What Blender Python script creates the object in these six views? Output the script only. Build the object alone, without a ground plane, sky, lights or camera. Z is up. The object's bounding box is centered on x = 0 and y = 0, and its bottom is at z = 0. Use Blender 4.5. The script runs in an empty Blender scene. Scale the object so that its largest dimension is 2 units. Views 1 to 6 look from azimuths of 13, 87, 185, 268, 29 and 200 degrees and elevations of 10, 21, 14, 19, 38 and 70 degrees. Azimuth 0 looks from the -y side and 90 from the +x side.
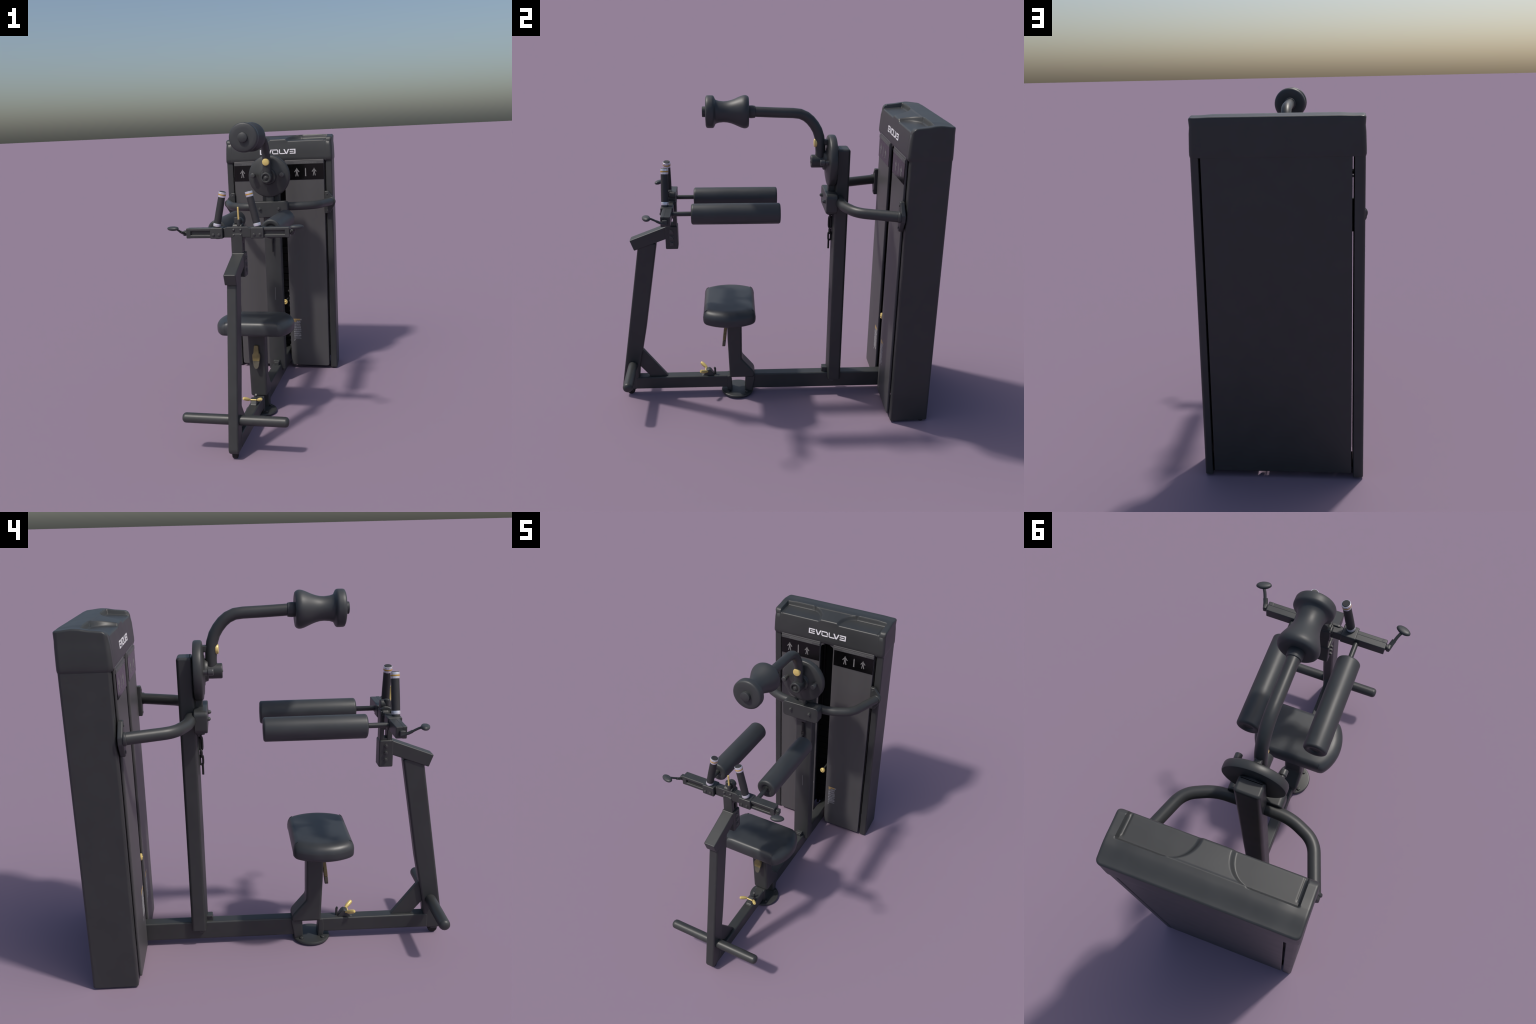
import bpy, bmesh, math, random
from mathutils import Vector, Matrix

random.seed(7)
COL = bpy.context.scene.collection

# ----------------------------------------------------------------- materials
def material(name, color, rough=0.45, metallic=0.0, vary=0.12, scale=9.0, bump=0.0,
             bump_scale=400.0, streak=None, spec=0.5):
    """Principled paint whose value drifts a little through object-space noise."""
    m = bpy.data.materials.new(name)
    m.use_nodes = True
    nt = m.node_tree
    N, L = nt.nodes, nt.links
    b = N["Principled BSDF"]
    b.inputs["Metallic"].default_value = metallic
    b.inputs["Specular IOR Level"].default_value = spec
    tc = N.new("ShaderNodeTexCoord")
    mp = N.new("ShaderNodeMapping")
    L.new(tc.outputs["Object"], mp.inputs["Vector"])
    if streak:
        mp.inputs["Scale"].default_value = streak
    no = N.new("ShaderNodeTexNoise")
    no.inputs["Scale"].default_value = scale
    no.inputs["Detail"].default_value = 5
    L.new(mp.outputs["Vector"], no.inputs["Vector"])
    cr = N.new("ShaderNodeValToRGB")
    lo = [c * (1 - vary) for c in color] + [1]
    hi = [min(1, c * (1 + vary)) for c in color] + [1]
    cr.color_ramp.elements[0].position = 0.3
    cr.color_ramp.elements[0].color = lo
    cr.color_ramp.elements[1].position = 0.7
    cr.color_ramp.elements[1].color = hi
    L.new(no.outputs["Fac"], cr.inputs["Fac"])
    L.new(cr.outputs["Color"], b.inputs["Base Color"])
    mr = N.new("ShaderNodeMapRange")
    mr.inputs["To Min"].default_value = rough - 0.06
    mr.inputs["To Max"].default_value = rough + 0.06
    L.new(no.outputs["Fac"], mr.inputs["Value"])
    L.new(mr.outputs["Result"], b.inputs["Roughness"])
    if bump:
        n2 = N.new("ShaderNodeTexNoise")
        n2.inputs["Scale"].default_value = bump_scale
        n2.inputs["Detail"].default_value = 2
        L.new(tc.outputs["Object"], n2.inputs["Vector"])
        bp = N.new("ShaderNodeBump")
        bp.inputs["Strength"].default_value = bump
        bp.inputs["Distance"].default_value = 0.001
        L.new(n2.outputs["Fac"], bp.inputs["Height"])
        L.new(bp.outputs["Normal"], b.inputs["Normal"])
    return m

STEEL = material("frame_paint", (0.036, 0.038, 0.038), 0.44, bump=0.05, vary=0.08)
SHELL = material("housing_plastic", (0.035, 0.037, 0.037), 0.44, vary=0.08)
PANEL = material("front_panel_paint", (0.078, 0.076, 0.078), 0.48, vary=0.10, scale=6,
                 streak=(1.0, 1.0, 0.12))
FOAM = material("foam_rubber", (0.038, 0.041, 0.043), 0.48, vary=0.08)
VINYL = material("seat_vinyl", (0.037, 0.040, 0.043), 0.40, vary=0.12, scale=14, bump=0.08,
                 bump_scale=900)
RUBBER = material("grip_rubber", (0.026, 0.026, 0.028), 0.6, vary=0.08)
PLATE = material("plate_print_black", (0.003, 0.003, 0.0032), 0.20, spec=0.35)
STRIP = material("plate_header_grey", (0.075, 0.075, 0.076), 0.45)
ICON = material("icon_ink_grey", (0.21, 0.205, 0.205), 0.5, vary=0.2, scale=60)
INK = material("header_ink_grey", (0.13, 0.13, 0.13), 0.5)
WHITE = material("logo_white", (0.82, 0.80, 0.83), 0.5, vary=0.02)
CHROME = material("collar_white_metal", (0.72, 0.71, 0.77), 0.25, metallic=0.5, vary=0.15, scale=50)
GOLD = material("anodised_gold", (0.74, 0.565, 0.20), 0.38, metallic=0.15, vary=0.08)
STRIPE = material("stripe_amber", (0.50, 0.28, 0.05), 0.4)
BRASS = material("lever_brass", (0.20, 0.155, 0.060), 0.42, vary=0.2, scale=30)
LEVERGREY = material("lever_grip_grey", (0.110, 0.100, 0.072), 0.45, vary=0.2, scale=30)
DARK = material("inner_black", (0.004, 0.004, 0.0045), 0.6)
SHROUD = material("shroud_dark_grey", (0.03, 0.03, 0.031), 0.6)
BOLT = material("bolt_steel", (0.055, 0.056, 0.056), 0.35, vary=0.15, scale=80)
LABELINK = material("label_print_grey", (0.29, 0.29, 0.30), 0.5, vary=0.45, scale=160,
                    streak=(1, 1, 0.4))
LABELAMBER = material("label_header_amber", (0.44, 0.30, 0.12), 0.5, vary=0.3, scale=120)
SCUFF = material("scuff_pale", (0.18, 0.18, 0.18), 0.5)

# ------------------------------------------------------------------- helpers
ROOT = bpy.data.objects.new("weight_machine", None)
COL.objects.link(ROOT)
ROOT["label"] = "black gym weight machine with seat, arm pads and tower"
ROOT["category"] = "gym machine"

def finish(name, bm, mat, parent=None, angle=40, weighted=True, loc=None, rot=None, normals=True):
    if normals:
        bmesh.ops.recalc_face_normals(bm, faces=bm.faces[:])
    me = bpy.data.meshes.new(name)
    bm.to_mesh(me)
    bm.free()
    me.polygons.foreach_set("use_smooth", [True] * len(me.polygons))
    me.set_sharp_from_angle(angle=math.radians(angle))
    me.materials.append(mat)
    o = bpy.data.objects.new(name, me)
    COL.objects.link(o)
    o.parent = parent or ROOT
    if loc:
        o.location = loc
    if rot:
        o.rotation_euler = rot
    if weighted:
        w = o.modifiers.new("even_normals", "WEIGHTED_NORMAL")
        w.keep_sharp = True
    return o

def again(o, loc=None, rot=None, scale=None):
    c = o.copy()
    COL.objects.link(c)
    if loc is not None:
        c.location = loc
    if rot is not None:
        c.rotation_euler = rot
    if scale is not None:
        c.scale = scale
    return c

def bevel_all(bm, r, seg=3, min_angle=20):
    if r <= 0:
        return
    es = [e for e in bm.edges if len(e.link_faces) == 2 and
          e.calc_face_angle(0) > math.radians(min_angle)]
    bmesh.ops.bevel(bm, geom=es, offset=r, segments=seg, profile=0.5, affect='EDGES',
                    clamp_overlap=True)

def add_box(bm, x, y, z, r=0.0, seg=3):
    """Axis-aligned box from (lo, hi) pairs, rounded by r."""
    t = bmesh.new()
    bmesh.ops.create_cube(t, size=1)
    for v in t.verts:
        v.co = Vector((x[0] if v.co.x < 0 else x[1], y[0] if v.co.y < 0 else y[1],
                       z[0] if v.co.z < 0 else z[1]))
    bevel_all(t, r, seg)
    merge(bm, t)

def merge(bm, t, M=None):
    if M is not None:
        bmesh.ops.transform(t, matrix=M, verts=t.verts[:])
    me = bpy.data.meshes.new("tmp")
    t.to_mesh(me)
    t.free()
    bm.from_mesh(me)
    bpy.data.meshes.remove(me)

def box(name, x, y, z, r=0.0, mat=STEEL, parent=None, seg=3):
    bm = bmesh.new()
    add_box(bm, x, y, z, r, seg)
    return finish(name, bm, mat, parent)

def add_prism(bm, pts, lo, hi, axis='x', r=0.0, seg=3):
    """Extrude a polygon. axis 'x': pts are (y,z); 'y': (x,z); 'z': (x,y)."""
    t = bmesh.new()
    def P(p, h):
        if axis == 'x':
            return (h, p[0], p[1])
        if axis == 'y':
            return (p[0], h, p[1])
        return (p[0], p[1], h)
    a = [t.verts.new(P(p, lo)) for p in pts]
    b = [t.verts.new(P(p, hi)) for p in pts]
    t.faces.new(a)
    t.faces.new(b[::-1])
    n = len(pts)
    for i in range(n):
        t.faces.new((a[i], b[i], b[(i + 1) % n], a[(i + 1) % n]))
    bmesh.ops.recalc_face_normals(t, faces=t.faces[:])
    bevel_all(t, r, seg)
    merge(bm, t)

def rounded_rect(x0, x1, y0, y1, r, n=6):
    """Corner radii r = (x1y1, x0y1, x0y0, x1y0) or one number."""
    if not isinstance(r, (tuple, list)):
        r = (r,) * 4
    out = []
    for (cx, cy, sx, sy, a0, rr) in ((x1, y1, -1, -1, 0, r[0]), (x0, y1, 1, -1, 90, r[1]),
                                     (x0, y0, 1, 1, 180, r[2]), (x1, y0, -1, 1, 270, r[3])):
        if rr <= 0:
            out.append((cx, cy))
            continue
        for i in range(n + 1):
            a = math.radians(a0 + 90 * i / n)
            out.append((cx + sx * rr + rr * math.cos(a), cy + sy * rr + rr * math.sin(a)))
    return out

def add_lathe(bm, prof, M=None, n=48):
    """Spin (radius, height) pairs about local z."""
    t = bmesh.new()
    rings = []
    for (r, h) in prof:
        if r < 1e-6:
            rings.append([t.verts.new((0, 0, h))])
        else:
            rings.append([t.verts.new((r * math.cos(2 * math.pi * i / n),
                                       r * math.sin(2 * math.pi * i / n), h)) for i in range(n)])
    for A, B in zip(rings, rings[1:]):
        for i in range(n):
            j = (i + 1) % n
            if len(A) == 1 and len(B) == 1:
                continue
            if len(A) == 1:
                t.faces.new((A[0], B[i], B[j]))
            elif len(B) == 1:
                t.faces.new((A[i], A[j], B[0]))
            else:
                t.faces.new((A[i], A[j], B[j], B[i]))
    bmesh.ops.recalc_face_normals(t, faces=t.faces[:])
    merge(bm, t, M)

def aim(p, d):
    """Matrix taking local z to direction d, origin to p."""
    return Matrix.Translation(Vector(p)) @ Vector(d).to_track_quat('Z', 'Y').to_matrix().to_4x4()

def add_rod(bm, p, q, r, bev=0.0, n=24, r2=None):
    p, q = Vector(p), Vector(q)
    h = (q - p).length
    r2 = r if r2 is None else r2
    prof = [(0, 0)]
    for i in range(4):
        a = math.pi / 2 * i / 3
        prof.append((r - bev + bev * math.sin(a), bev - bev * math.cos(a)))
    for i in range(4):
        a = math.pi / 2 * i / 3
        prof.append((r2 - bev + bev * math.cos(a), h - bev + bev * math.sin(a)))
    prof.append((0, h))
    if bev <= 0:
        prof = [(0, 0), (r, 0), (r2, h), (0, h)]
    add_lathe(bm, prof, aim(p, q - p), n)

def rod(name, p, q, r, bev=0.0, mat=STEEL, parent=None, n=24, r2=None):
    bm = bmesh.new()
    add_rod(bm, p, q, r, bev, n, r2)
    return finish(name, bm, mat, parent)

def fillet_path(pts, rad, n=8):
    """Straight runs joined by arcs: pts are corners, rad the bend distance at each."""
    P = [Vector(p) for p in pts]
    out = [P[0]]
    for i in range(1, len(P) - 1):
        a, b, c = P[i - 1], P[i], P[i + 1]
        d = min(rad[i - 1], (a - b).length * 0.49, (c - b).length * 0.49)
        s, e = b + (a - b).normalized() * d, b + (c - b).normalized() * d
        for k in range(n + 1):
            t = k / n
            out.append(s * (1 - t) ** 2 + b * 2 * t * (1 - t) + e * t * t)
    out.append(P[-1])
    return out

def add_tube(bm, path, r, n=20, closed=False, flat=1.0):
    t = bmesh.new()
    P = [Vector(p) for p in path]
    m = len(P)
    tang = []
    for i in range(m):
        a = P[i - 1] if (i > 0 or closed) else P[i]
        b = P[(i + 1) % m] if (i < m - 1 or closed) else P[i]
        tang.append((b - a).normalized())
    up = Vector((0, 0, 1)) if abs(tang[0].z) < 0.9 else Vector((1, 0, 0))
    u = tang[0].cross(up).normalized()
    rings = []
    for i in range(m):
        u = (u - tang[i] * u.dot(tang[i])).normalized()
        w = tang[i].cross(u)
        rings.append([t.verts.new(P[i] + u * r * math.cos(2 * math.pi * k / n) +
                                  w * r * flat * math.sin(2 * math.pi * k / n)) for k in range(n)])
    for i in range(m if closed else m - 1):
        A, B = rings[i], rings[(i + 1) % m]
        for k in range(n):
            t.faces.new((A[k], A[(k + 1) % n], B[(k + 1) % n], B[k]))
    if not closed:
        t.faces.new(rings[0][::-1])
        t.faces.new(rings[-1])
    bmesh.ops.recalc_face_normals(t, faces=t.faces[:])
    merge(bm, t)

def tube(name, path, r, mat=STEEL, parent=None, n=20, closed=False):
    bm = bmesh.new()
    add_tube(bm, path, r, n, closed)
    return finish(name, bm, mat, parent, weighted=False)

def hex_bolt(name, p, d, r, h, mat=BOLT, parent=None):
    """Six-sided head on a washer with a small domed end."""
    bm = bmesh.new()
    M = aim(p, d)
    add_lathe(bm, [(0, 0), (r * 1.25, 0), (r * 1.25, h * 0.2), (0, h * 0.2)], M, 20)
    add_lathe(bm, [(0, h * 0.2), (r, h * 0.2), (r, h * 0.7), (r * 0.85, h * 0.8), (0, h * 0.8)], M, 6)
    add_lathe(bm, [(0, h * 0.8), (r * 0.5, h * 0.8), (r * 0.45, h * 0.97), (0, h)], M, 14)
    return finish(name, bm, mat, parent, weighted=False)

def sstep(a, b, x):
    t = max(0.0, min(1.0, (x - a) / (b - a)))
    return t * t * (3 - 2 * t)

# =============================================================== WEIGHT TOWER
FRONT, BACK, CAPZ = 0.733, 0.989, 1.694

def flare(bm):
    """The shell is not quite square: wider at the front, the +x flank drawn in at the back."""
    for v in bm.verts:
        t = max(0.0, min(1.0, (v.co.y - 0.74) / 0.25))
        k = v.co.x / 0.42
        k *= max(0.0, min(1.0, (abs(v.co.x) - 0.376) / 0.030))
        v.co.x += k * (0.0035 - 0.0110 * t) if k > 0 else k * (0.0035 + 0.0015 * t)


# housing: two hollow-looking side columns and a back sheet
bm = bmesh.new()
for s in (-1, 1):
    pl = [(s * px, py) for px, py in
          rounded_rect(0.3725, 0.4205, 0.7470, BACK - 0.003, (0.016, 0.005, 0.006, 0.012))]
    t = bmesh.new()
    add_prism(t, pl, 0.010, CAPZ + 0.02, 'z', 0.0)
    merge(bm, t)
flare(bm)
housing = finish("tower_housing", bm, SHELL, angle=30)
back = box("back_sheet", (-0.3625, 0.3625), (BACK - 0.016, BACK - 0.002), (0.034, CAPZ + 0.015),
           0.003, SHELL, housing)
bm = bmesh.new()
for s in (-1, 1):
    for y in (0.775, 0.945):
        add_rod(bm, (s * 0.397, y, 0.0), (s * 0.397, y, 0.014), 0.016, 0.003)
finish("levelling_foot", bm, DARK, housing)
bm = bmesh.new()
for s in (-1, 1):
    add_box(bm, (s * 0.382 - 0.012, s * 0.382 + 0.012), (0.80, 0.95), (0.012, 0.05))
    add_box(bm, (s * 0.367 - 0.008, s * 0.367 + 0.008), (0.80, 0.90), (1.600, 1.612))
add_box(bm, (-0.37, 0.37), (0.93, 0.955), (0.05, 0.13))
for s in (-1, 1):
    add_box(bm, (min(s * 0.358, s * 0.3685), max(s * 0.358, s * 0.3685)), (0.7505, 0.758), (0.06, 1.69))  # dark filler strips added in the panel grooves to close them off black
finish("bracket_and_groove_filler", bm, DARK, housing)

# top cap: height field over a rounded rectangle plus a tapering skirt
def cap_top(x, y):
    k = (y - 0.745) / (0.985 - 0.745)
    base = 1.867 + 0.022 * min(1.0, k / 0.48) + 0.0055 * sstep(0.858, 0.870, y) - 0.009 * sstep(0.62, 1.0, k)   # hump, then ridge
    rim = 1.874 + 0.012 * min(1.0, k / 0.5) + 0.0055 * sstep(0.820, 0.910, y) - 0.008 * sstep(0.62, 1.0, k)
    ax = abs(x)
    floor = 1.8525 + 0.010 * max(0, k) / 0.55
    yb = max(0.0, min(1.0, (y - 0.742) / 0.124))
    inner = 0.058 + 0.105 * (1 - math.sqrt(max(0.0, 1 - yb ** 2.2)))
    top = base + (rim - base) * sstep(0.30, 0.38, ax)
    m = sstep(inner, inner + 0.024, ax) * (1 - sstep(0.374, 0.3815, ax)) * (1 - sstep(0.862, 0.874, y))
    h = top + (floor - top) * m
    dy = y - 0.7445                       # end rims round over toward the front
    if dy < 0.030:
        h -= (0.030 - math.sqrt(max(0.0, 0.030 ** 2 - (0.030 - dy) ** 2))) * sstep(0.366, 0.384, ax) * 0.85
    # thin moulded groove just inside the end rims
    g = math.exp(-((ax - 0.366) / 0.004) ** 2) * (1 - sstep(0.84, 0.855, y)) * 0.003
    return h - g

def rr_sdf(x, y, hx, y0, y1, r):
    cx, cy = x, y - (y0 + y1) / 2
    qx, qy = abs(cx) - hx + r, abs(cy) - (y1 - y0) / 2 + r
    return math.hypot(max(qx, 0), max(qy, 0)) + min(max(qx, qy), 0) - r

def build_cap():
    bm = bmesh.new()
    hx, y0, y1, R = 0.4215, 0.7445, 0.9885, 0.020
    nx, ny = 260, 96
    def warp(t, e=0.012, span=1.0):     # crowd samples near both ends
        return t
    xs = [-hx + 2 * hx * i / nx for i in range(nx + 1)]
    ys = [y0 + (y1 - y0) * j / ny for j in range(ny + 1)]
    def crowd(a):
        lo, hi = a[0], a[-1]
        extra = [0.0006, 0.0015, 0.003, 0.0045, 0.006, 0.009]
        return sorted(set(a[4:-4] + [lo, hi] + [lo + e for e in extra] + [hi - e for e in extra]))
    xs, ys = crowd(xs), crowd(ys)
    grid = []
    rr = 0.010
    for y in ys:
        row = []
        # rounded plan corners: squeeze each row sideways
        dy = min(y - y0, y1 - y)
        Rc = R if y < (y0 + y1) / 2 else 0.024
        inset = 0.0
        if dy < Rc:
            inset = Rc - math.sqrt(max(0.0, Rc * Rc - (Rc - dy) ** 2))
        for x in xs:
            px = x * (hx - inset) / hx
            d = -rr_sdf(px, y, hx, y0, y1, Rc)
            d = max(0.0, min(d, rr))
            drop = rr - math.sqrt(max(0.0, rr * rr - (rr - d) ** 2))
            row.append(bm.verts.new((px, y, cap_top(px, y) - drop)))
        grid.append(row)
    for j in range(len(ys) - 1):
        for i in range(len(xs) - 1):
            bm.faces.new((grid[j][i], grid[j][i + 1], grid[j + 1][i + 1], grid[j + 1][i]))
    loop = grid[0][:] + [r[-1] for r in grid[1:-1]] + grid[-1][::-1] + [r[0] for r in grid[1:-1]][::-1]
    # skirt: bulges outward to the lower edge, then tucks in under the lip
    prev = loop
    levels = [(0.0, 0.0008), (0.20, 0.006), (0.50, 0.009), (0.78, 0.0115), (0.92, 0.0115), (0.965, 0.0085), (1.0, 0.0055)]
    for t, off in levels:
        ring = []
        for v in loop:
            n = Vector((v.co.x / hx, 0, 0))
            cx = v.co.x * (hx + off * 0.55 - 0.0030) / hx
            cy = 0.864 + (v.co.y - 0.864) * ((y1 - y0) / 2 + (off if v.co.y < 0.864 else off * 0.15)) / ((y1 - y0) / 2)
            z = min(v.co.z - 0.0005, 1.838) + (CAPZ - 1.838) * t
            ring.append(bm.verts.new((cx, cy, z)))
        m = len(loop)
        for i in range(m):
            bm.faces.new((prev[i], ring[i], ring[(i + 1) % m], prev[(i + 1) % m]))
        prev = ring
    bm.faces.new(prev)
    bmesh.ops.remove_doubles(bm, verts=bm.verts[:], dist=1e-5)
    flare(bm)
    return bm
cap = finish("top_cap", build_cap(), SHELL, housing, angle=50, weighted=False)

# front panels with a flange that turns into the centre gap
def front_panel(s, parent):
    bm = bmesh.new()
    a, b = (0.050, 0.3610) if s > 0 else (-0.3610, -0.050)
    r = (0.0, 0.0, 0.016, 0.016)
    add_prism(bm, rounded_rect(a, b, 0.022, CAPZ + 0.01, r), FRONT, FRONT + 0.016, 'y', 0.0055, 3)
    # curved web closing the top of the gap
    web = [(s * 0.0501, CAPZ + 0.004)]
    for i in range(7):
        t = math.pi / 2 * i / 6
        web.append((s * (0.0501 - 0.026 + 0.026 * math.cos(t)), CAPZ - 0.040 + 0.030 * math.sin(t)))
    web.append((s * 0.020, CAPZ + 0.004))
    add_prism(bm, web, FRONT + 0.010, FRONT + 0.018, 'y', 0.0)
    return finish("front_panel", bm, PANEL, parent)
panels = [front_panel(1, housing), front_panel(-1, housing)]

# weight stack behind the gap
bm = bmesh.new()
add_box(bm, (-0.010, 0.010), (0.935, 0.950), (0.08, 1.66), 0.003)
for x in (-0.1, 0.1):
    add_rod(bm, (x, 0.93, 0.03), (x, 0.93, 1.69), 0.012)
finish("guide_frame", bm, DARK, housing)
bm = bmesh.new()
for s in (-1, 1):
    add_box(bm, (min(s * 0.112, s * 0.118), max(s * 0.112, s * 0.118)), (FRONT + 0.014, 0.955), (0.06, 1.68))
finish("channel_wall", bm, SHROUD, housing)
first = None
for i in range(15):
    z = 0.17 + i * 0.056
    if first is None:
        first = box("weight_plate", (-0.105, 0.105), (0.905, 0.955), (-0.0265, 0.0265), 0.003, DARK, housing)
        first.location = (0, 0, z)
    else:
        again(first, (0, 0, z))
first = None
for i in range(12):
    z = 0.17 + i * 0.042
    if first is None:
        first = rod("plate_pin", (0, 0, 0), (0, 0.115, 0), 0.0065, 0.002, BOLT, housing, 14)
        first.location = (0.036, 0.800, z)
    else:
        again(first, (0.036 + 0.004 * math.sin(i * 2.1), 0.800, z))
bm = bmesh.new()
add_lathe(bm, [(0, 0.043), (0.012, 0.043), (0.013, 0.047), (0.0195, 0.051), (0.0200, 0.063),
               (0.0165, 0.067), (0.012, 0.067), (0.010, 0.064), (0.006, 0.069), (0, 0.071)],
          aim((0.013, 0.800, 0.554), (0, -1, 0)), 24)
knob = finish("selector_knob", bm, GOLD, housing)
rod("selector_pin", (0.013, 0.755, 0.554), (0.013, 0.910, 0.554), 0.0075, 0.001, BOLT, knob, 16)

# instruction plates with pictograms
def add_figure(bm, cx, cz, h, y):
    """Little standing figure: pointed head and shoulders, sloping arms, two legs."""
    u = h / 10.0
    def poly(pts):
        add_prism(bm, [(cx + px * u, cz + pz * u) for px, pz in pts], y - 0.0006, y + 0.001, 'y')
    poly([(-0.75, 3.4), (0.75, 3.4), (0.25, 5.0), (-0.25, 5.0)])
    for s in (-1, 1):
        poly([(0, 3.8), (s * 0.7, 3.8), (s * 3.1, 0.5), (s * 2.3, -0.1), (s * 0.6, 2.3), (0, 2.3)])
        poly([(0, 2.5), (s * 0.6, 2.5), (s * 0.9, -0.4), (s * 1.9, -4.9), (s * 0.9, -5.0), (s * 0.15, -1.2), (0, -1.2)])
def add_post(bm, cx, cz, h, y):
    u = h / 10.0
    add_prism(bm, [(cx + px * u, cz + pz * u) for px, pz in
                   [(-0.9, -5), (0.9, -5), (0.6, -3.8), (0.6, 3.6), (0.3, 4.8), (-0.3, 4.8), (-0.6, 3.6), (-0.6, -3.8)]],
              y - 0.0006, y + 0.001, 'y')
for s, xa, xb, xi in ((1, 0.060, 0.3595, (0.147, 0.216, 0.284)), (-1, -0.3595, -0.054, (-0.293, -0.223, -0.153))):
    pl = box("instruction_plate", (xa, xb), (FRONT - 0.0025, FRONT + 0.004), (1.5480, 1.6695), 0.0008, PLATE, panels[0 if s > 0 else 1])
    box("plate_header", (xa, xb), (FRONT - 0.004, FRONT + 0.004), (1.6700, 1.6900), 0.001, STRIP, panels[0 if s > 0 else 1])
    bm = bmesh.new()
    add_figure(bm, xi[0], 1.607, 0.066, FRONT - 0.0025)
    add_post(bm, xi[1], 1.607, 0.066, FRONT - 0.0025)
    add_figure(bm, xi[2], 1.607, 0.060, FRONT - 0.0025)
    finish("pictogram", bm, ICON, panels[0 if s > 0 else 1], weighted=False)
    bm = bmesh.new()
    x = xa + 0.065
    rnd = random.Random(3 + s)
    while x < xb - 0.065:
        w = rnd.uniform(0.006, 0.012)
        for z in (1.6745, 1.6800):
            add_box(bm, (x, x + w), (FRONT - 0.0046, FRONT - 0.003), (z, z + 0.0035))
        x += w + rnd.uniform(0.002, 0.004)
    o = finish("header_print", bm, INK, panels[0 if s > 0 else 1], weighted=False)
    o["kind"] = "stuff"

# lettering on the cap: squared strokes, the final letter mirrored
def lettering():
    bm = bmesh.new()
    z0, z1, th = 1.7525, 1.7895, 0.0072
    def yf(z):                         # follow the leaning front face of the cap
        k = (1.838 - z) / (1.838 - CAPZ)
        pts = [(0, 0.0008), (0.20, 0.006), (0.50, 0.009), (0.78, 0.0115), (1.0, 0.0115)]
        off = 0
        for (a, fa), (b, fb) in zip(pts, pts[1:]):
            if a <= k <= b:
                off = fa + (fb - fa) * (k - a) / (b - a)
        return 0.7445 - off
    def poly(pts):
        t = bmesh.new()
        a = [t.verts.new((x, yf(z) - 0.0014, z)) for x, z in pts]
        b = [t.verts.new((x, yf(z) + 0.0020, z)) for x, z in pts]
        t.faces.new(a); t.faces.new(b[::-1])
        n = len(pts)
        for i in range(n):
            t.faces.new((a[i], b[i], b[(i + 1) % n], a[(i + 1) % n]))
        bmesh.ops.recalc_face_normals(t, faces=t.faces[:])
        merge(bm, t)
    def rect(x0, x1, za, zb):
        poly([(x0, za), (x1, za), (x1, zb), (x0, zb)])
    zm = (z0 + z1) / 2
    def E(x0, x1):                      # block E, works mirrored when x0 > x1
        s = 1 if x1 > x0 else -1
        rect(x0, x0 + s * th * 1.25, z0, z1)
        rect(x0 + s * th * 1.25, x1, z0, z0 + th)
        rect(x0 + s * th * 1.25, x1, z1 - th, z1)
        rect(x0 + s * th * 2.2, x1, zm - th * 0.42, zm + th * 0.42)
    def V(x0, x1):
        m = (x0 + x1) / 2
        w = th * 1.45
        poly([(x0, z1), (x0 + w, z1), (m, z0 + th * 1.1), (m, z0), (m - w * 0.55, z0)])
        poly([(x1, z1), (x1 - w, z1), (m, z0 + th * 1.1), (m, z0), (m + w * 0.55, z0)])
    E(-0.1445, -0.0985)
    V(-0.0935, -0.0475)
    # O with clipped corners and a break at the lower right
    a, b, c = -0.0455, 0.0030, 0.008
    poly([(a, z1 - 0.0), (b - c, z1), (b, z1 - c), (b - th, z1 - c - 0.001), (b - th - 0.003, z1 - th), (a, z1 - th)])
    rect(b - th, b, z0 + th * 1.7, z1 - c - 0.001)
    rect(a, a + th, z0 + c, z1 - th * 1.6)
    poly([(a, z0 + c), (a + th, z0 + c), (a + th + 0.002, z0 + th), (b, z0 + th), (b, z0), (a + c, z0)])
    rect(0.0100, 0.0100 + th, z0 + c, z1)
    poly([(0.0100, z0 + c), (0.0100 + th, z0 + c), (0.0100 + th + 0.002, z0 + th), (0.0560, z0 + th), (0.0560, z0), (0.0100 + c, z0)])
    V(0.0450, 0.0910)
    E(0.1410, 0.0950)
    return finish("lettering", bm, WHITE, cap, weighted=False, angle=20)
lettering()

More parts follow.
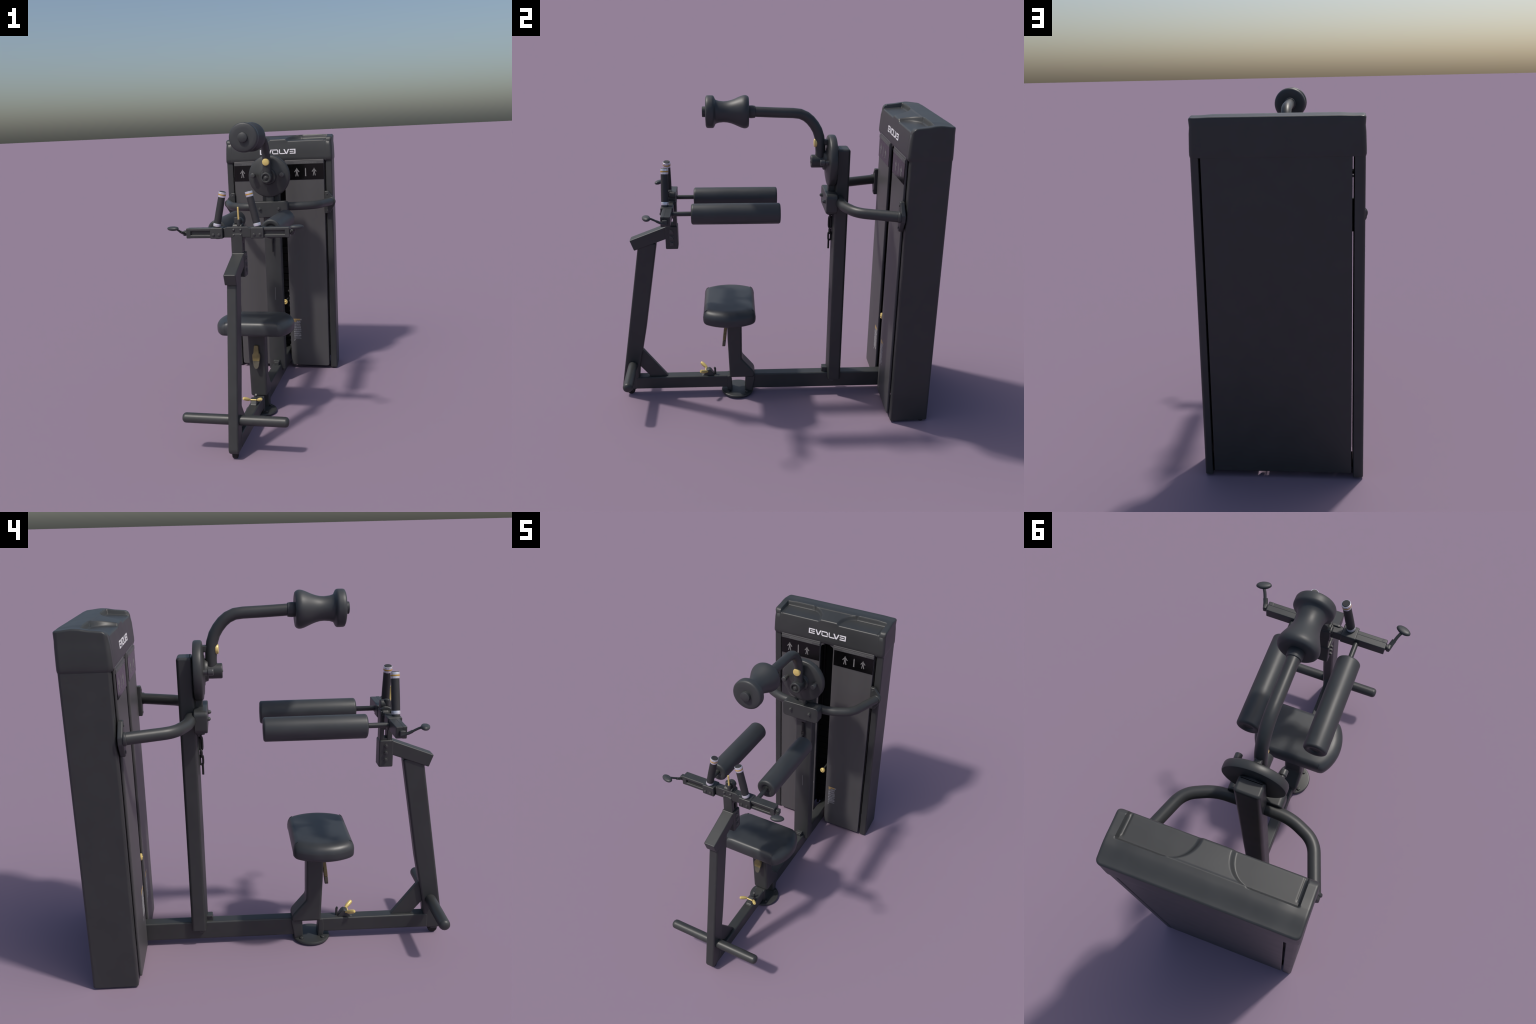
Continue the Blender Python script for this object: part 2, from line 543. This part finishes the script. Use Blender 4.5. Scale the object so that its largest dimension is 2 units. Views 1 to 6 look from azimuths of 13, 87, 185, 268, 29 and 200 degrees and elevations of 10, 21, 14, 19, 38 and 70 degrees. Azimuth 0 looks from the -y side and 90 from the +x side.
# warning labels: amber head line and rows of small print
for s in (1, -1):
    x0, x1 = (0.078, 0.140) if s > 0 else (-0.134, -0.062)
    par = panels[0 if s > 0 else 1]
    bm = bmesh.new()
    add_box(bm, (x0, x1 - 0.008), (FRONT - 0.0006, FRONT + 0.001), (0.402, 0.415))
    add_box(bm, (x0, x0 + 0.022), (FRONT - 0.0006, FRONT + 0.001), (0.390, 0.3995))
    finish("label_heading", bm, LABELAMBER, par, weighted=False)
    bm = bmesh.new()
    rnd = random.Random(11 + s)
    add_box(bm, (x1 - 0.008, x1 + 0.004), (FRONT - 0.0006, FRONT + 0.001), (0.403, 0.414))
    z = 0.397
    while z > 0.250:
        n = rnd.choice((1, 2, 2, 3))
        for k in range(n):
            a = x0 + (0.024 if z > 0.388 else 0.0)
            add_box(bm, (a, x1 - 0.012 + rnd.uniform(0, 0.012)), (FRONT - 0.0006, FRONT + 0.001), (z - 0.0046, z))
            z -= 0.0062
        z -= 0.0040
    add_prism(bm, [(x0, 0.226), (x0, 0.240), (x0 + 0.012, 0.240)], FRONT - 0.0006, FRONT + 0.001, 'y')
    o = finish("label_print", bm, LABELINK, par, weighted=False)
    o["kind"] = "stuff"

# =============================================================== BASE FRAME
bm = bmesh.new()
add_box(bm, (-0.034, 0.034), (-0.905, -0.266), (0.047, 0.1345), 0.009)
add_box(bm, (-0.034, 0.034), (-0.130, 0.940), (0.0345, 0.1445), 0.009)
beam = finish("base_beam", bm, STEEL)

# gusset from the front post to the beam
bm = bmesh.new()
add_prism(bm, [(-0.872, 0.376), (-0.682, 0.128), (-0.800, 0.128), (-0.868, 0.212), (-0.905, 0.30)], -0.0145, 0.0145, 'x', 0.004)
finish("gusset", bm, STEEL, beam)

# transport pedal
bm = bmesh.new()
add_prism(bm, [(-0.475, 0.130), (-0.448, 0.139), (-0.430, 0.172), (-0.408, 0.178), (-0.396, 0.168), (-0.372, 0.130)], -0.021, 0.021, 'x', 0.005)
finish("latch_block", bm, STEEL, beam)
bm = bmesh.new()
add_rod(bm, (-0.020, -0.4335, 0.1690), (0.020, -0.4335, 0.1690), 0.0042)
for s in (-1, 1):
    p, q = Vector((s * 0.022, -0.421, 0.163)), Vector((s * 0.0615, -0.467, 0.1895))
    d = (q - p).normalized()
    L = (q - p).length
    prof = [(0, 0), (0.0048, 0.0), (0.0058, 0.008), (0.0108, L * 0.32), (0.0122, L * 0.62), (0.0112, L * 0.90), (0.0075, L * 0.992), (0, L)]
    add_lathe(bm, prof, aim(p, d), 20)
finish("latch_handle", bm, GOLD, beam)
bm = bmesh.new()
add_tube(bm, fillet_path([(0.003, -0.371, 0.12), (0.003, -0.371, 0.178), (0.003, -0.377, 0.184)], [0.004]), 0.0068, 12)
finish("stop_pin", bm, STEEL, beam)

# foot plate under the seat, struts
bm = bmesh.new()
add_lathe(bm, [(0, 0.002), (0.098, 0.002), (0.1065, 0.006), (0.1090, 0.012), (0.1065, 0.019), (0.100, 0.0225), (0, 0.0235)],
          Matrix.Translation((0, -0.220, 0)), 64)
foot = finish("foot_plate", bm, STEEL)
bm = bmesh.new()
add_prism(bm, [(-0.166, 0.140), (-0.101, 0.140), (-0.104, 0.110), (-0.121, 0.018), (-0.170, 0.018)], -0.047, 0.047, 'x', 0.008)
add_prism(bm, [(-0.292, 0.10), (-0.288, 0.134), (-0.262, 0.134), (-0.256, 0.018), (-0.286, 0.018), (-0.292, 0.05)], -0.0375, 0.0375, 'x', 0.006)
finish("strut", bm, STEEL, foot)
bm = bmesh.new()
for x, y in ((0.052, -0.283), (-0.052, -0.283), (0.058, -0.160), (-0.058, -0.160)):
    add_rod(bm, (x, y, 0.018), (x, y, 0.032), 0.011, 0.003)
finish("anchor_bolt", bm, STEEL, foot)

# =============================================================== SEAT
def seat_post():
    bm = bmesh.new()
    add_prism(bm, [(-0.286, 0.608), (-0.283, 0.40), (-0.272, 0.131), (-0.105, 0.131), (-0.104, 0.168), (-0.189, 0.270), (-0.189, 0.608)],
              -0.057, 0.057, 'x', 0.016, 4)
    for v in bm.verts:                  # a little wider toward the seat
        v.co.x *= 1.0 + 0.07 * (v.co.z - 0.131) / 0.48
    return finish("seat_post", bm, STEEL)
post = seat_post()

def seat_cushion():
    bm = bmesh.new()
    hx, hy, cy = 0.2630, 0.1645, -0.2675
    def plan(ax, ay):
        """Straight front and back, bowed ends, small rounded corners; evenly resampled."""
        xc = ax - 0.058 * ay / hy                      # x of the corner
        sag = ax - xc
        rad = (sag * sag + ay * ay) / (2 * sag)
        raw = []
        th = math.asin(min(1, ay / rad))
        for k in range(25):                            # bowed end, front to back
            a = -th + 2 * th * k / 24
            raw.append(Vector((ax - rad + rad * math.cos(a), rad * math.sin(a))))
        raw += [Vector((-p.x, -p.y)) for p in raw]
        # round the four corners by cutting them with a quadratic
        out = []
        m = len(raw)
        for i in range(m):
            p, q = raw[i], raw[(i + 1) % m]
            d = (q - p).length
            steps = max(1, int(d / 0.006))
            out += [p + (q - p) * (t / steps) for t in range(steps)]
        for _ in range(10):
            m = len(out)
            out = [(out[i - 1] + out[i] * 2 + out[(i + 1) % m]) / 4 for i in range(m)]
        # resample to n points starting at the middle of the right end
        seg = [(out[(i + 1) % len(out)] - out[i]).length for i in range(len(out))]
        tot = sum(seg)
        res, acc, i = [], 0.0, 0
        for k in range(n):
            want = tot * k / n
            while acc + seg[i] < want:
                acc += seg[i]
                i += 1
            res.append(out[i] + (out[(i + 1) % len(out)] - out[i]) * ((want - acc) / seg[i]))
        return res
    n = 120
    def ring(ix, iy, z, e):
        return [(p.x, cy + p.y, z) for p in plan(hx - ix, hy - iy)]
    lv = [(0.052, 0.036, 0.6025, 4.2), (0.030, 0.022, 0.6030, 4.5), (0.010, 0.008, 0.6070, 4.8), (0.002, 0.002, 0.6160, 5),
          (0.0, 0.0, 0.6280, 5), (0.0, 0.0, 0.6500, 5)]
    for i in range(1, 11):
        a = math.pi / 2 * i / 10
        lv.append((0.074 * (1 - math.cos(a)) ** 1.15, 0.034 * (1 - math.cos(a)) ** 1.15, 0.646 + 0.0535 * math.sin(a) ** 1.1, 5))
    for k in (0.100, 0.13, 0.17):
        lv.append((k, 0.034 + (k - 0.074) * 1.0, 0.6995 + 0.005 * min(1, (k - 0.074) / 0.08), 4.2))
    prev = None
    for l in lv:
        cur = [bm.verts.new(p) for p in ring(*l)]
        if prev:
            for i in range(n):
                bm.faces.new((prev[i], prev[(i + 1) % n], cur[(i + 1) % n], cur[i]))
        else:
            bm.faces.new(cur)
        prev = cur
    bm.faces.new(prev)
    return finish("seat_cushion", bm, VINYL, angle=60, weighted=False)
cushion = seat_cushion()
# stitched seams: one round the edge and one across each end
bm = bmesh.new()
for s in (-1, 1):
    path = []
    for y, z in ((-0.4280, 0.614), (-0.4303, 0.628), (-0.4305, 0.648), (-0.4272, 0.668), (-0.4190, 0.686), (-0.4060, 0.6965)):
        path.append((s * 0.178, y - 0.0012, z))
    add_tube(bm, path, 0.0016, 6)
    add_tube(bm, [(x, -0.535 - y, z) for x, y, z in path], 0.0016, 6)
finish("seam", bm, VINYL, cushion, weighted=False)

# adjusting lever in front of the post
def paddle(z0, z1):
    prof = [(0.345, 0.008), (0.362, 0.018), (0.39, 0.0225), (0.425, 0.0265), (0.442, 0.0265), (0.452, 0.0185), (0.485, 0.0155), (0.505, 0.0125)]
    def w(z):
        for (a, fa), (b, fb) in zip(prof, prof[1:]):
            if a <= z <= b:
                return fa + (fb - fa) * (z - a) / (b - a)
        return prof[-1][1]
    zs = sorted({z0, z1} | {p[0] for p in prof if z0 < p[0] < z1})
    bm = bmesh.new()
    loop = [(w(z), z) for z in zs] + [(-w(z), z) for z in reversed(zs)]
    add_prism(bm, loop, -0.0105, 0.0105, 'y', 0.004, 2)
    for v in bm.verts:
        v.co.y += -0.293 - 0.018 * (0.505 - v.co.z) / 0.15 * 0.9
    return bm
lever = finish("seat_lever", paddle(0.3985, 0.505), BRASS, post)
finish("lever_tip", paddle(0.345, 0.398), LEVERGREY, lever)
box("dark_hole_block", (0.030, 0.040), (-0.2805, -0.276), (0.392, 0.414), 0.0, DARK, post)  # black block standing in for a small hole; nothing is cut

# =============================================================== FRONT POST
bm = bmesh.new()
t = bmesh.new()
add_prism(t, [(-0.9945, 0.064), (-0.986, 0.040), (-0.900, 0.040), (-0.884, 0.070), (-0.866, 0.222), (-0.812, 0.500), (-0.716, 1.090), (-0.828, 1.110), (-0.906, 0.617)],
          -0.0315, 0.0315, 'x', 0.0155, 5)
merge(bm, t)
fpost = finish("front_post", bm, STEEL)
rod("foot_bar", (-0.331, -0.913, 0.230), (0.331, -0.913, 0.230), 0.0315, 0.022, STEEL, fpost, 36)
bm = bmesh.new()
add_rod(bm, (-0.016, -0.942, 0.0275), (0.016, -0.942, 0.0275), 0.0275, 0.006, 28)
finish("rubber_foot", bm, DARK, fpost)
box("foot_clip", (-0.022, 0.022), (-0.962, -0.925), (0.028, 0.048), 0.004, STEEL, fpost)

bm = bmesh.new()
add_prism(bm, [(-0.882, 1.113), (-0.857, 1.045), (-0.635, 1.128), (-0.635, 1.209)], -0.0375, 0.0375, 'x', 0.006)
finish("elbow_tube", bm, STEEL, fpost)
bm = bmesh.new()
add_box(bm, (-0.0400, 0.0420), (-0.658, -0.581), (1.055, 1.205), 0.007)
sleeve = finish("riser_sleeve", bm, STEEL, fpost)
# inner riser is a slotted box: two cheeks joined at the back and front edges
bm = bmesh.new()
add_box(bm, (-0.031, 0.031), (-0.652, -0.624), (1.19, 1.325), 0.004)
add_box(bm, (-0.031, 0.031), (-0.607, -0.585), (1.19, 1.325), 0.004)
add_box(bm, (-0.029, 0.029), (-0.630, -0.600), (1.19, 1.215), 0.0)
add_box(bm, (-0.029, 0.029), (-0.630, -0.600), (1.262, 1.32), 0.0)
finish("riser", bm, STEEL, fpost)
b0 = None
for z in (1.175, 1.137, 1.098):
    if b0 is None:
        b0 = hex_bolt("sleeve_bolt", (0, 0, 0), (-1, 0, 0), 0.0095, 0.014, BOLT, sleeve)
        b0.location = (-0.0395, -0.618, z)
    else:
        again(b0, (-0.0395, -0.618, z))
bm = bmesh.new()
rnd = random.Random(5)
for z in (1.170, 1.130, 1.092):
    add_rod(bm, (0.0415, -0.618, z), (0.0490, -0.618, z), 0.0115, 0.003, 14)
    add_box(bm, (0.040, 0.0445), (-0.632, -0.604), (z - 0.016, z + 0.016), 0.002)
finish("height_stop", bm, BOLT, sleeve)

# =============================================================== HANDLE BAR
bm = bmesh.new()
add_box(bm, (-0.3255, 0.3255), (-0.6415, -0.5975), (1.3000, 1.3600), 0.004)
for s in (-1, 1):
    def X(a, b):
        return (min(s * a, s * b), max(s * a, s * b))
    add_box(bm, X(0.088, 0.3259), (-0.6535, -0.628), (1.3420, 1.3609), 0.005)
    add_box(bm, X(0.088, 0.3258), (-0.6535, -0.628), (1.2990, 1.3190), 0.005)
    add_box(bm, X(0.297, 0.3264), (-0.6540, -0.629), (1.2985, 1.3613), 0.005)
bar = finish("handle_bar", bm, STEEL)
# central bolted plate
bm = bmesh.new()
add_prism(bm, [(-0.086, 1.3010), (0.086, 1.3010), (0.086, 1.3550), (0.064, 1.3670), (-0.064, 1.3670), (-0.086, 1.3550)], -0.6480, -0.632, 'y', 0.004)
add_box(bm, (-0.036, 0.036), (-0.6455, -0.583), (1.28, 1.366), 0.005)
mid = finish("centre_plate", bm, STEEL, bar)
r0 = None
for x in (-0.022, 0.022):
    for z in (1.348, 1.317):
        if r0 is None:
            bm = bmesh.new()
            add_lathe(bm, [(0.0085, 0), (0.0078, 0.004), (0.005, 0.0068), (0, 0.0078)], aim((0, 0, 0), (0, -1, 0)), 20)
            r0 = finish("rivet", bm, BOLT, bar)
            r0.location = (x, -0.6475, z)
        else:
            again(r0, (x, -0.6475, z))
# clamps holding the grips
for s in (-1, 1):
    bm = bmesh.new()
    a, b = sorted((s * 0.088, s * 0.169))
    add_box(bm, (a, b), (-0.667, -0.592), (1.2965, 1.3645), 0.006)
    base = Vector((s * 0.1315, -0.642, 1.3560))
    tip = Vector((s * 0.0815, -0.6395, 1.582))
    d = (tip - base).normalized()
    add_rod(bm, base - d * 0.01, base + d * 0.022, 0.0215, 0.004, 28)
    clamp = finish("grip_clamp", bm, STEEL, bar)
    for k, x in enumerate((0.110, 0.147)):
        hex_bolt("clamp_bolt", (s * x, -0.6665, 1.322), (0, -1, 0), 0.0085, 0.008, BOLT, clamp)
    L = (tip - base).length
    def piece(name, prof, mat, par):
        bm = bmesh.new()
        add_lathe(bm, prof, aim(base, d), 36)
        return finish(name, bm, mat, par)
    grip = piece("hand_grip", [(0, 0.034), (0.0222, 0.034), (0.0226, 0.10), (0.0216, L - 0.032), (0, L - 0.032)], RUBBER, bar)
    piece("grip_collar", [(0, 0.016), (0.0222, 0.016), (0.0234, 0.019), (0.0234, 0.031), (0.0222, 0.0345), (0, 0.0345)], CHROME, grip)
    piece("grip_collar", [(0, L - 0.0325), (0.0222, L - 0.0325), (0.0228, L - 0.030), (0.0238, L - 0.004), (0.0228, L - 0.001), (0.0205, L), (0, L)], CHROME, grip)
    piece("grip_stripe", [(0.0225, L - 0.0215), (0.02375, L - 0.0205), (0.02400, L - 0.0135), (0.0225, L - 0.0125)], STRIPE, grip)
    piece("grip_end", [(0, L - 0.002), (0.0205, L - 0.002), (0.0205, L + 0.001), (0.018, L + 0.0032), (0, L + 0.0036)], RUBBER, grip)

# folding end knobs on bent arms
for s in (-1, 1):
    bm = bmesh.new()
    add_rod(bm, (s * 0.324, -0.628, 1.330), (s * 0.337, -0.628, 1.330), 0.0155, 0.002, 20)
    add_box(bm, (min(s * 0.332, s * 0.350), max(s * 0.332, s * 0.350)), (-0.642, -0.613), (1.313, 1.3455), 0.004)
    path = fillet_path([(s * 0.342, -0.620, 1.326), (s * 0.348, -0.645, 1.328), (s * 0.366, -0.690, 1.358), (s * 0.374, -0.704, 1.367), (s * 0.382, -0.718, 1.370)], [0.015, 0.012, 0.008])
    add_tube(bm, path, 0.0085, 12, flat=0.7)
    add_tube(bm, [(s * 0.340, -0.622, 1.322), (s * 0.349, -0.655, 1.334), (s * 0.356, -0.672, 1.345)], 0.0125, 12, flat=0.6)
    crank = finish("crank_arm", bm, STEEL, bar, weighted=False)
    bm = bmesh.new()
    prof = [(0, -0.0115), (0.016, -0.0115), (0.0255, -0.008), (0.0305, -0.001), (0.0300, 0.003), (0.0275, 0.0075), (0.020, 0.0105), (0, 0.0115)]
    add_lathe(bm, prof, Matrix.Translation((s * 0.3845, -0.7255, 1.372)) @ Matrix.Rotation(math.radians(20 * s), 4, 'Z') @ Matrix.Rotation(math.radians(8), 4, 'X')
              @ Matrix.Diagonal((1.36, 0.74, 1, 1)), 24)
    finish("crank_knob", bm, FOAM, crank, weighted=False)

# latch on the middle of the bar
bm = bmesh.new()
add_prism(bm, [(-0.648, 1.360), (-0.643, 1.378), (-0.625, 1.388), (-0.602, 1.390), (-0.586, 1.378), (-0.583, 1.340)], -0.031, 0.031, 'x', 0.007)
add_rod(bm, (0.006, -0.622, 1.394), (0.006, -0.586, 1.394), 0.026, 0.005, 28)
add_prism(bm, [(-0.044, 1.340), (-0.044, 1.358), (-0.036, 1.370), (0.036, 1.368), (0.044, 1.340)], -0.625, -0.592, 'y', 0.005)
add_rod(bm, (-0.006, -0.622, 1.385), (-0.006, -0.622, 1.424), 0.0165, 0.005, 24)
add_rod(bm, (0.010, -0.636, 1.372), (0.010, -0.636, 1.412), 0.0135, 0.003, 20)
latch = finish("bar_latch", bm, STEEL, bar)
rod("latch_pin", (0.011, -0.640, 1.408), (0.011, -0.644, 1.489), 0.0055, 0.003, GOLD, latch, 14)

# padded rollers for the arms, on rods
bm = bmesh.new()
prof = [(0, 0.010), (0.026, 0.010), (0.030, 0.006), (0.033, 0.002), (0.038, 0.0), (0.050, 0.0)]
for i in range(1, 7):
    a = math.pi / 2 * i / 6
    prof.append((0.050 + 0.0125 * math.sin(a), 0.0125 - 0.0125 * math.cos(a)))
Lp = 0.530
prof = prof + [(0.0628, Lp * 0.33), (0.0628, Lp * 0.66)] + [(r, Lp - h) for r, h in reversed(prof)]
add_lathe(bm, prof, aim((0, 0, 0), (0, 1, 0)), 56)
pad = finish("arm_pad", bm, FOAM, weighted=False)
pad.location = (0.1755, -0.484, 1.3275)
pad2 = again(pad, (-0.1755, -0.484, 1.3275))
bm = bmesh.new()
add_rod(bm, (0, 0.0, 0), (0, 0.16, 0), 0.0138, 0.002, 20)
pr = finish("pad_rod", bm, STEEL, bar)
pr.location = (0.1755, -0.612, 1.3295)
again(pr, (-0.1755, -0.612, 1.3295))

# =============================================================== UPRIGHT COLUMN
# shallow V front, rounded back corners
column_plan = [p for p in rounded_rect(-0.0635, 0.0625, 0.3920, 0.4740, (0.018, 0.018, 0.011, 0.011), 6)]
k = max(i for i, p in enumerate(column_plan) if p[0] < 0 and p[1] < 0.43)
column_plan.insert(k + 1, (-0.0005, 0.3795))
bm = bmesh.new()
t = bmesh.new()
add_prism(t, column_plan, 0.106, 1.684, 'z', 0.0)
top = [e for e in t.edges if e.verts[0].co.z > 1.68 and e.verts[1].co.z > 1.68]
bmesh.ops.bevel(t, geom=top, offset=0.015, segments=4, profile=0.5, affect='EDGES')
merge(bm, t)
column = finish("upright_column", bm, STEEL, angle=35)
bm = bmesh.new()
add_box(bm, (-0.017, 0.017), (0.350, 0.388), (0.140, 0.168), 0.003)
add_box(bm, (-0.023, 0.023), (0.352, 0.388), (0.166, 0.180), 0.004)
finish("base_bolt", bm, STEEL, column)
for s in (-1, 1):
    hex_bolt("side_bolt", (s * 0.033, 0.420, 0.092), (s, 0, 0), 0.0105, 0.014, BOLT, column)
bm = bmesh.new()
add_box(bm, (0.0075, 0.0100), (0.3795, 0.3840), (0.660, 0.757), 0.0)
finish("scuff_mark", bm, SCUFF, column, weighted=False)

# pivot disc
bm = bmesh.new()
prof = [(0, -0.022), (0.052, -0.022), (0.056, -0.019), (0.058, -0.010), (0.062, -0.0045), (0.076, -0.0035), (0.081, 0.0), (0.122, 0.0015),
        (0.128, 0.0045), (0.146, 0.007), (0.1515, 0.0105), (0.1545, 0.0170), (0.1550, 0.030), (0.1545, 0.044), (0.1515, 0.0505),
        (0.146, 0.0535), (0.06, 0.0550), (0, 0.0550)]
prof = [(r, h) for r, h in prof]
add_lathe(bm, prof, aim((0.002, 0.3345, 1.6055), (0, 1, 0)), 72)
disc = finish("pivot_disc", bm, STEEL, column, weighted=False, angle=35)
for s in (-1, 1):
    bm = bmesh.new()
    add_rod(bm, (s * 0.108, 0.345, 1.617), (s * 0.108, 0.312, 1.617), 0.0125, 0.003, 24)
    add_rod(bm, (s * 0.108, 0.316, 1.617), (s * 0.108, 0.284, 1.617), 0.0180, 0.006, 24)
    finish("stop_stud", bm, BOLT, disc)
bm = bmesh.new()
add_box(bm, (-0.026, 0.030), (0.350, 0.392), (1.405, 1.462), 0.006)
finish("disc_bracket", bm, STEEL, column)

# swinging arm with hub and roller
C = [(-0.118, 1.9020), (0.020, 1.8960), (0.128, 1.8925), (0.170, 1.8875), (0.205, 1.8720), (0.232, 1.8500), (0.256, 1.8210),
     (0.275, 1.7890), (0.288, 1.7500), (0.2945, 1.7050), (0.2970, 1.6600), (0.2970, 1.6150)]
arm = tube("swing_arm", [(0, y, z) for y, z in C], 0.0303, STEEL, None, 28)
bm = bmesh.new()
add_lathe(bm, [(0, 0.010), (0.0235, 0.010), (0.0260, 0.0015), (0.0285, 0.0), (0.0345, 0.0), (0.0380, 0.002), (0.0395, 0.006), (0.0395, 0.085), (0, 0.085)],
          aim((0, 0.2405, 1.601), (0, 1, 0)), 40)
hub = finish("arm_hub", bm, STEEL, arm)
hex_bolt("hub_bolt", (0, 0.2510, 1.601), (0, -1, 0), 0.0135, 0.014, BOLT, hub)
bm = bmesh.new()
add_box(bm, (-0.017, 0.017), (0.288, 0.345), (1.70, 1.735), 0.006)
finish("arm_catch", bm, STEEL, arm)
bm = bmesh.new()
add_lathe(bm, [(0, 0), (0.014, 0), (0.016, 0.008), (0.0225, 0.011), (0.0265, 0.015), (0.0270, 0.023), (0.0245, 0.0285), (0.018, 0.031), (0, 0.0315)],
          aim((0, 0.2865, 1.7140), (0, -1, 0)), 28)
finish("release_button", bm, GOLD, arm)

bm = bmesh.new()
prof = [(0, 0.0), (0.0285, 0.0), (0.0310, 0.002), (0.0310, 0.020), (0.060, 0.020), (0.084, 0.0215), (0.0915, 0.0250), (0.0945, 0.031),
        (0.0950, 0.042), (0.0950, 0.058), (0.0940, 0.064), (0.0905, 0.069), (0.0820, 0.0735), (0.0730, 0.0775), (0.0685, 0.0825)]
neck = [(0.100, 0.0632), (0.127, 0.0608), (0.150, 0.0625), (0.172, 0.0680), (0.192, 0.0755), (0.212, 0.0845), (0.230, 0.0920), (0.243, 0.0958),
        (0.2520, 0.0968), (0.2610, 0.0955), (0.2690, 0.0915), (0.2745, 0.0855), (0.2760, 0.078), (0.2750, 0.060), (0.2730, 0.036)]
prof += [(r, h) for h, r in neck]
prof += [(0.0365, 0.278), (0.0375, 0.290), (0.0365, 0.303), (0.0350, 0.312), (0.0300, 0.315), (0, 0.315)]
add_lathe(bm, prof, aim((0, -0.4105, 1.9020), (0, 1, -0.004)), 64)
finish("foam_roller", bm, FOAM, arm, weighted=False, angle=45)

# cross plate and the two stays back to the tower
bm = bmesh.new()
add_prism(bm, rounded_rect(-0.1375, 0.1375, 1.301, 1.4195, 0.026, 6), 0.3270, 0.3960, 'y', 0.006)
cross = finish("cross_plate", bm, STEEL, column)
box("plate_saddle", (-0.040, 0.040), (0.345, 0.392), (1.270, 1.305), 0.006, STEEL, cross)
for s in (-1, 1):
    hex_bolt("plate_bolt", (s * 0.072, 0.3275, 1.366), (0, -1, 0), 0.0105, 0.018, BOLT, cross)
for s in (-1, 1):
    path = fillet_path([(s * 0.03, 0.413, 1.3725), (s * 0.190, 0.417, 1.3725), (s * 0.328, 0.482, 1.3725), (s * 0.415, 0.722, 1.3725)], [0.06, 0.060], 10)
    stay = tube("stay_tube", path, 0.0310, STEEL, column, 24)
    bm = bmesh.new()
    shape = [(0.362, 1.4545), (0.392, 1.4545), (0.4425, 1.386), (0.4425, 1.350), (0.400, 1.279), (0.362, 1.279)]
    pl = [(s * x, z) for x, z in shape]
    add_prism(bm, pl, 0.7130, 0.7400, 'y', 0.006)
    add_rod(bm, (s * 0.414, 0.700, 1.3725), (s * 0.416, 0.718, 1.3725), 0.0335, 0.006, 24)
    mp = finish("mount_plate", bm, STEEL, stay)
    for z, x in ((1.432, 0.381), (1.300, 0.384)):
        hex_bolt("mount_bolt", (s * x, 0.7135, z), (0, -1, 0), 0.0080, 0.0045, BOLT, mp)

# short hanging chain in front of the column
bm = bmesh.new()
def add_link(z0, z1, w, r, side):
    h = (z1 - z0) / 2
    c = (z0 + z1) / 2
    path = []
    for i in range(16):
        a = 2 * math.pi * i / 16
        u, v = math.cos(a), math.sin(a)
        u = math.copysign(abs(u) ** 0.6, u) * w
        v = math.copysign(abs(v) ** 0.6, v) * h
        path.append((0.005 + (0 if side else u), 0.371 + (u if side else 0), c + v))
    add_tube(bm, path, r, 8, True)
add_link(1.258, 1.300, 0.008, 0.0055, True)
add_link(1.240, 1.266, 0.007, 0.0055, False)
add_link(1.176, 1.248, 0.0065, 0.0072, True)
add_link(1.136, 1.178, 0.008, 0.0055, False)
add_link(1.092, 1.146, 0.0080, 0.0058, True)
add_tube(bm, [(0.005, 0.366, 1.100), (0.005, 0.366, 1.036)], 0.0058, 10)
add_rod(bm, (0.005, 0.371, 1.150), (0.005, 0.371, 1.168), 0.008, 0.002, 12)
chain = finish("hanging_chain", bm, DARK, column, weighted=False)

# keep the tree to thing > part > sub-part (every parent sits at the origin)
def part_of(o):
    while o.parent != ROOT:
        o = o.parent
    return o
for o in [o for o in bpy.data.objects if o.parent and o.parent != ROOT]:
    o.parent = part_of(o)
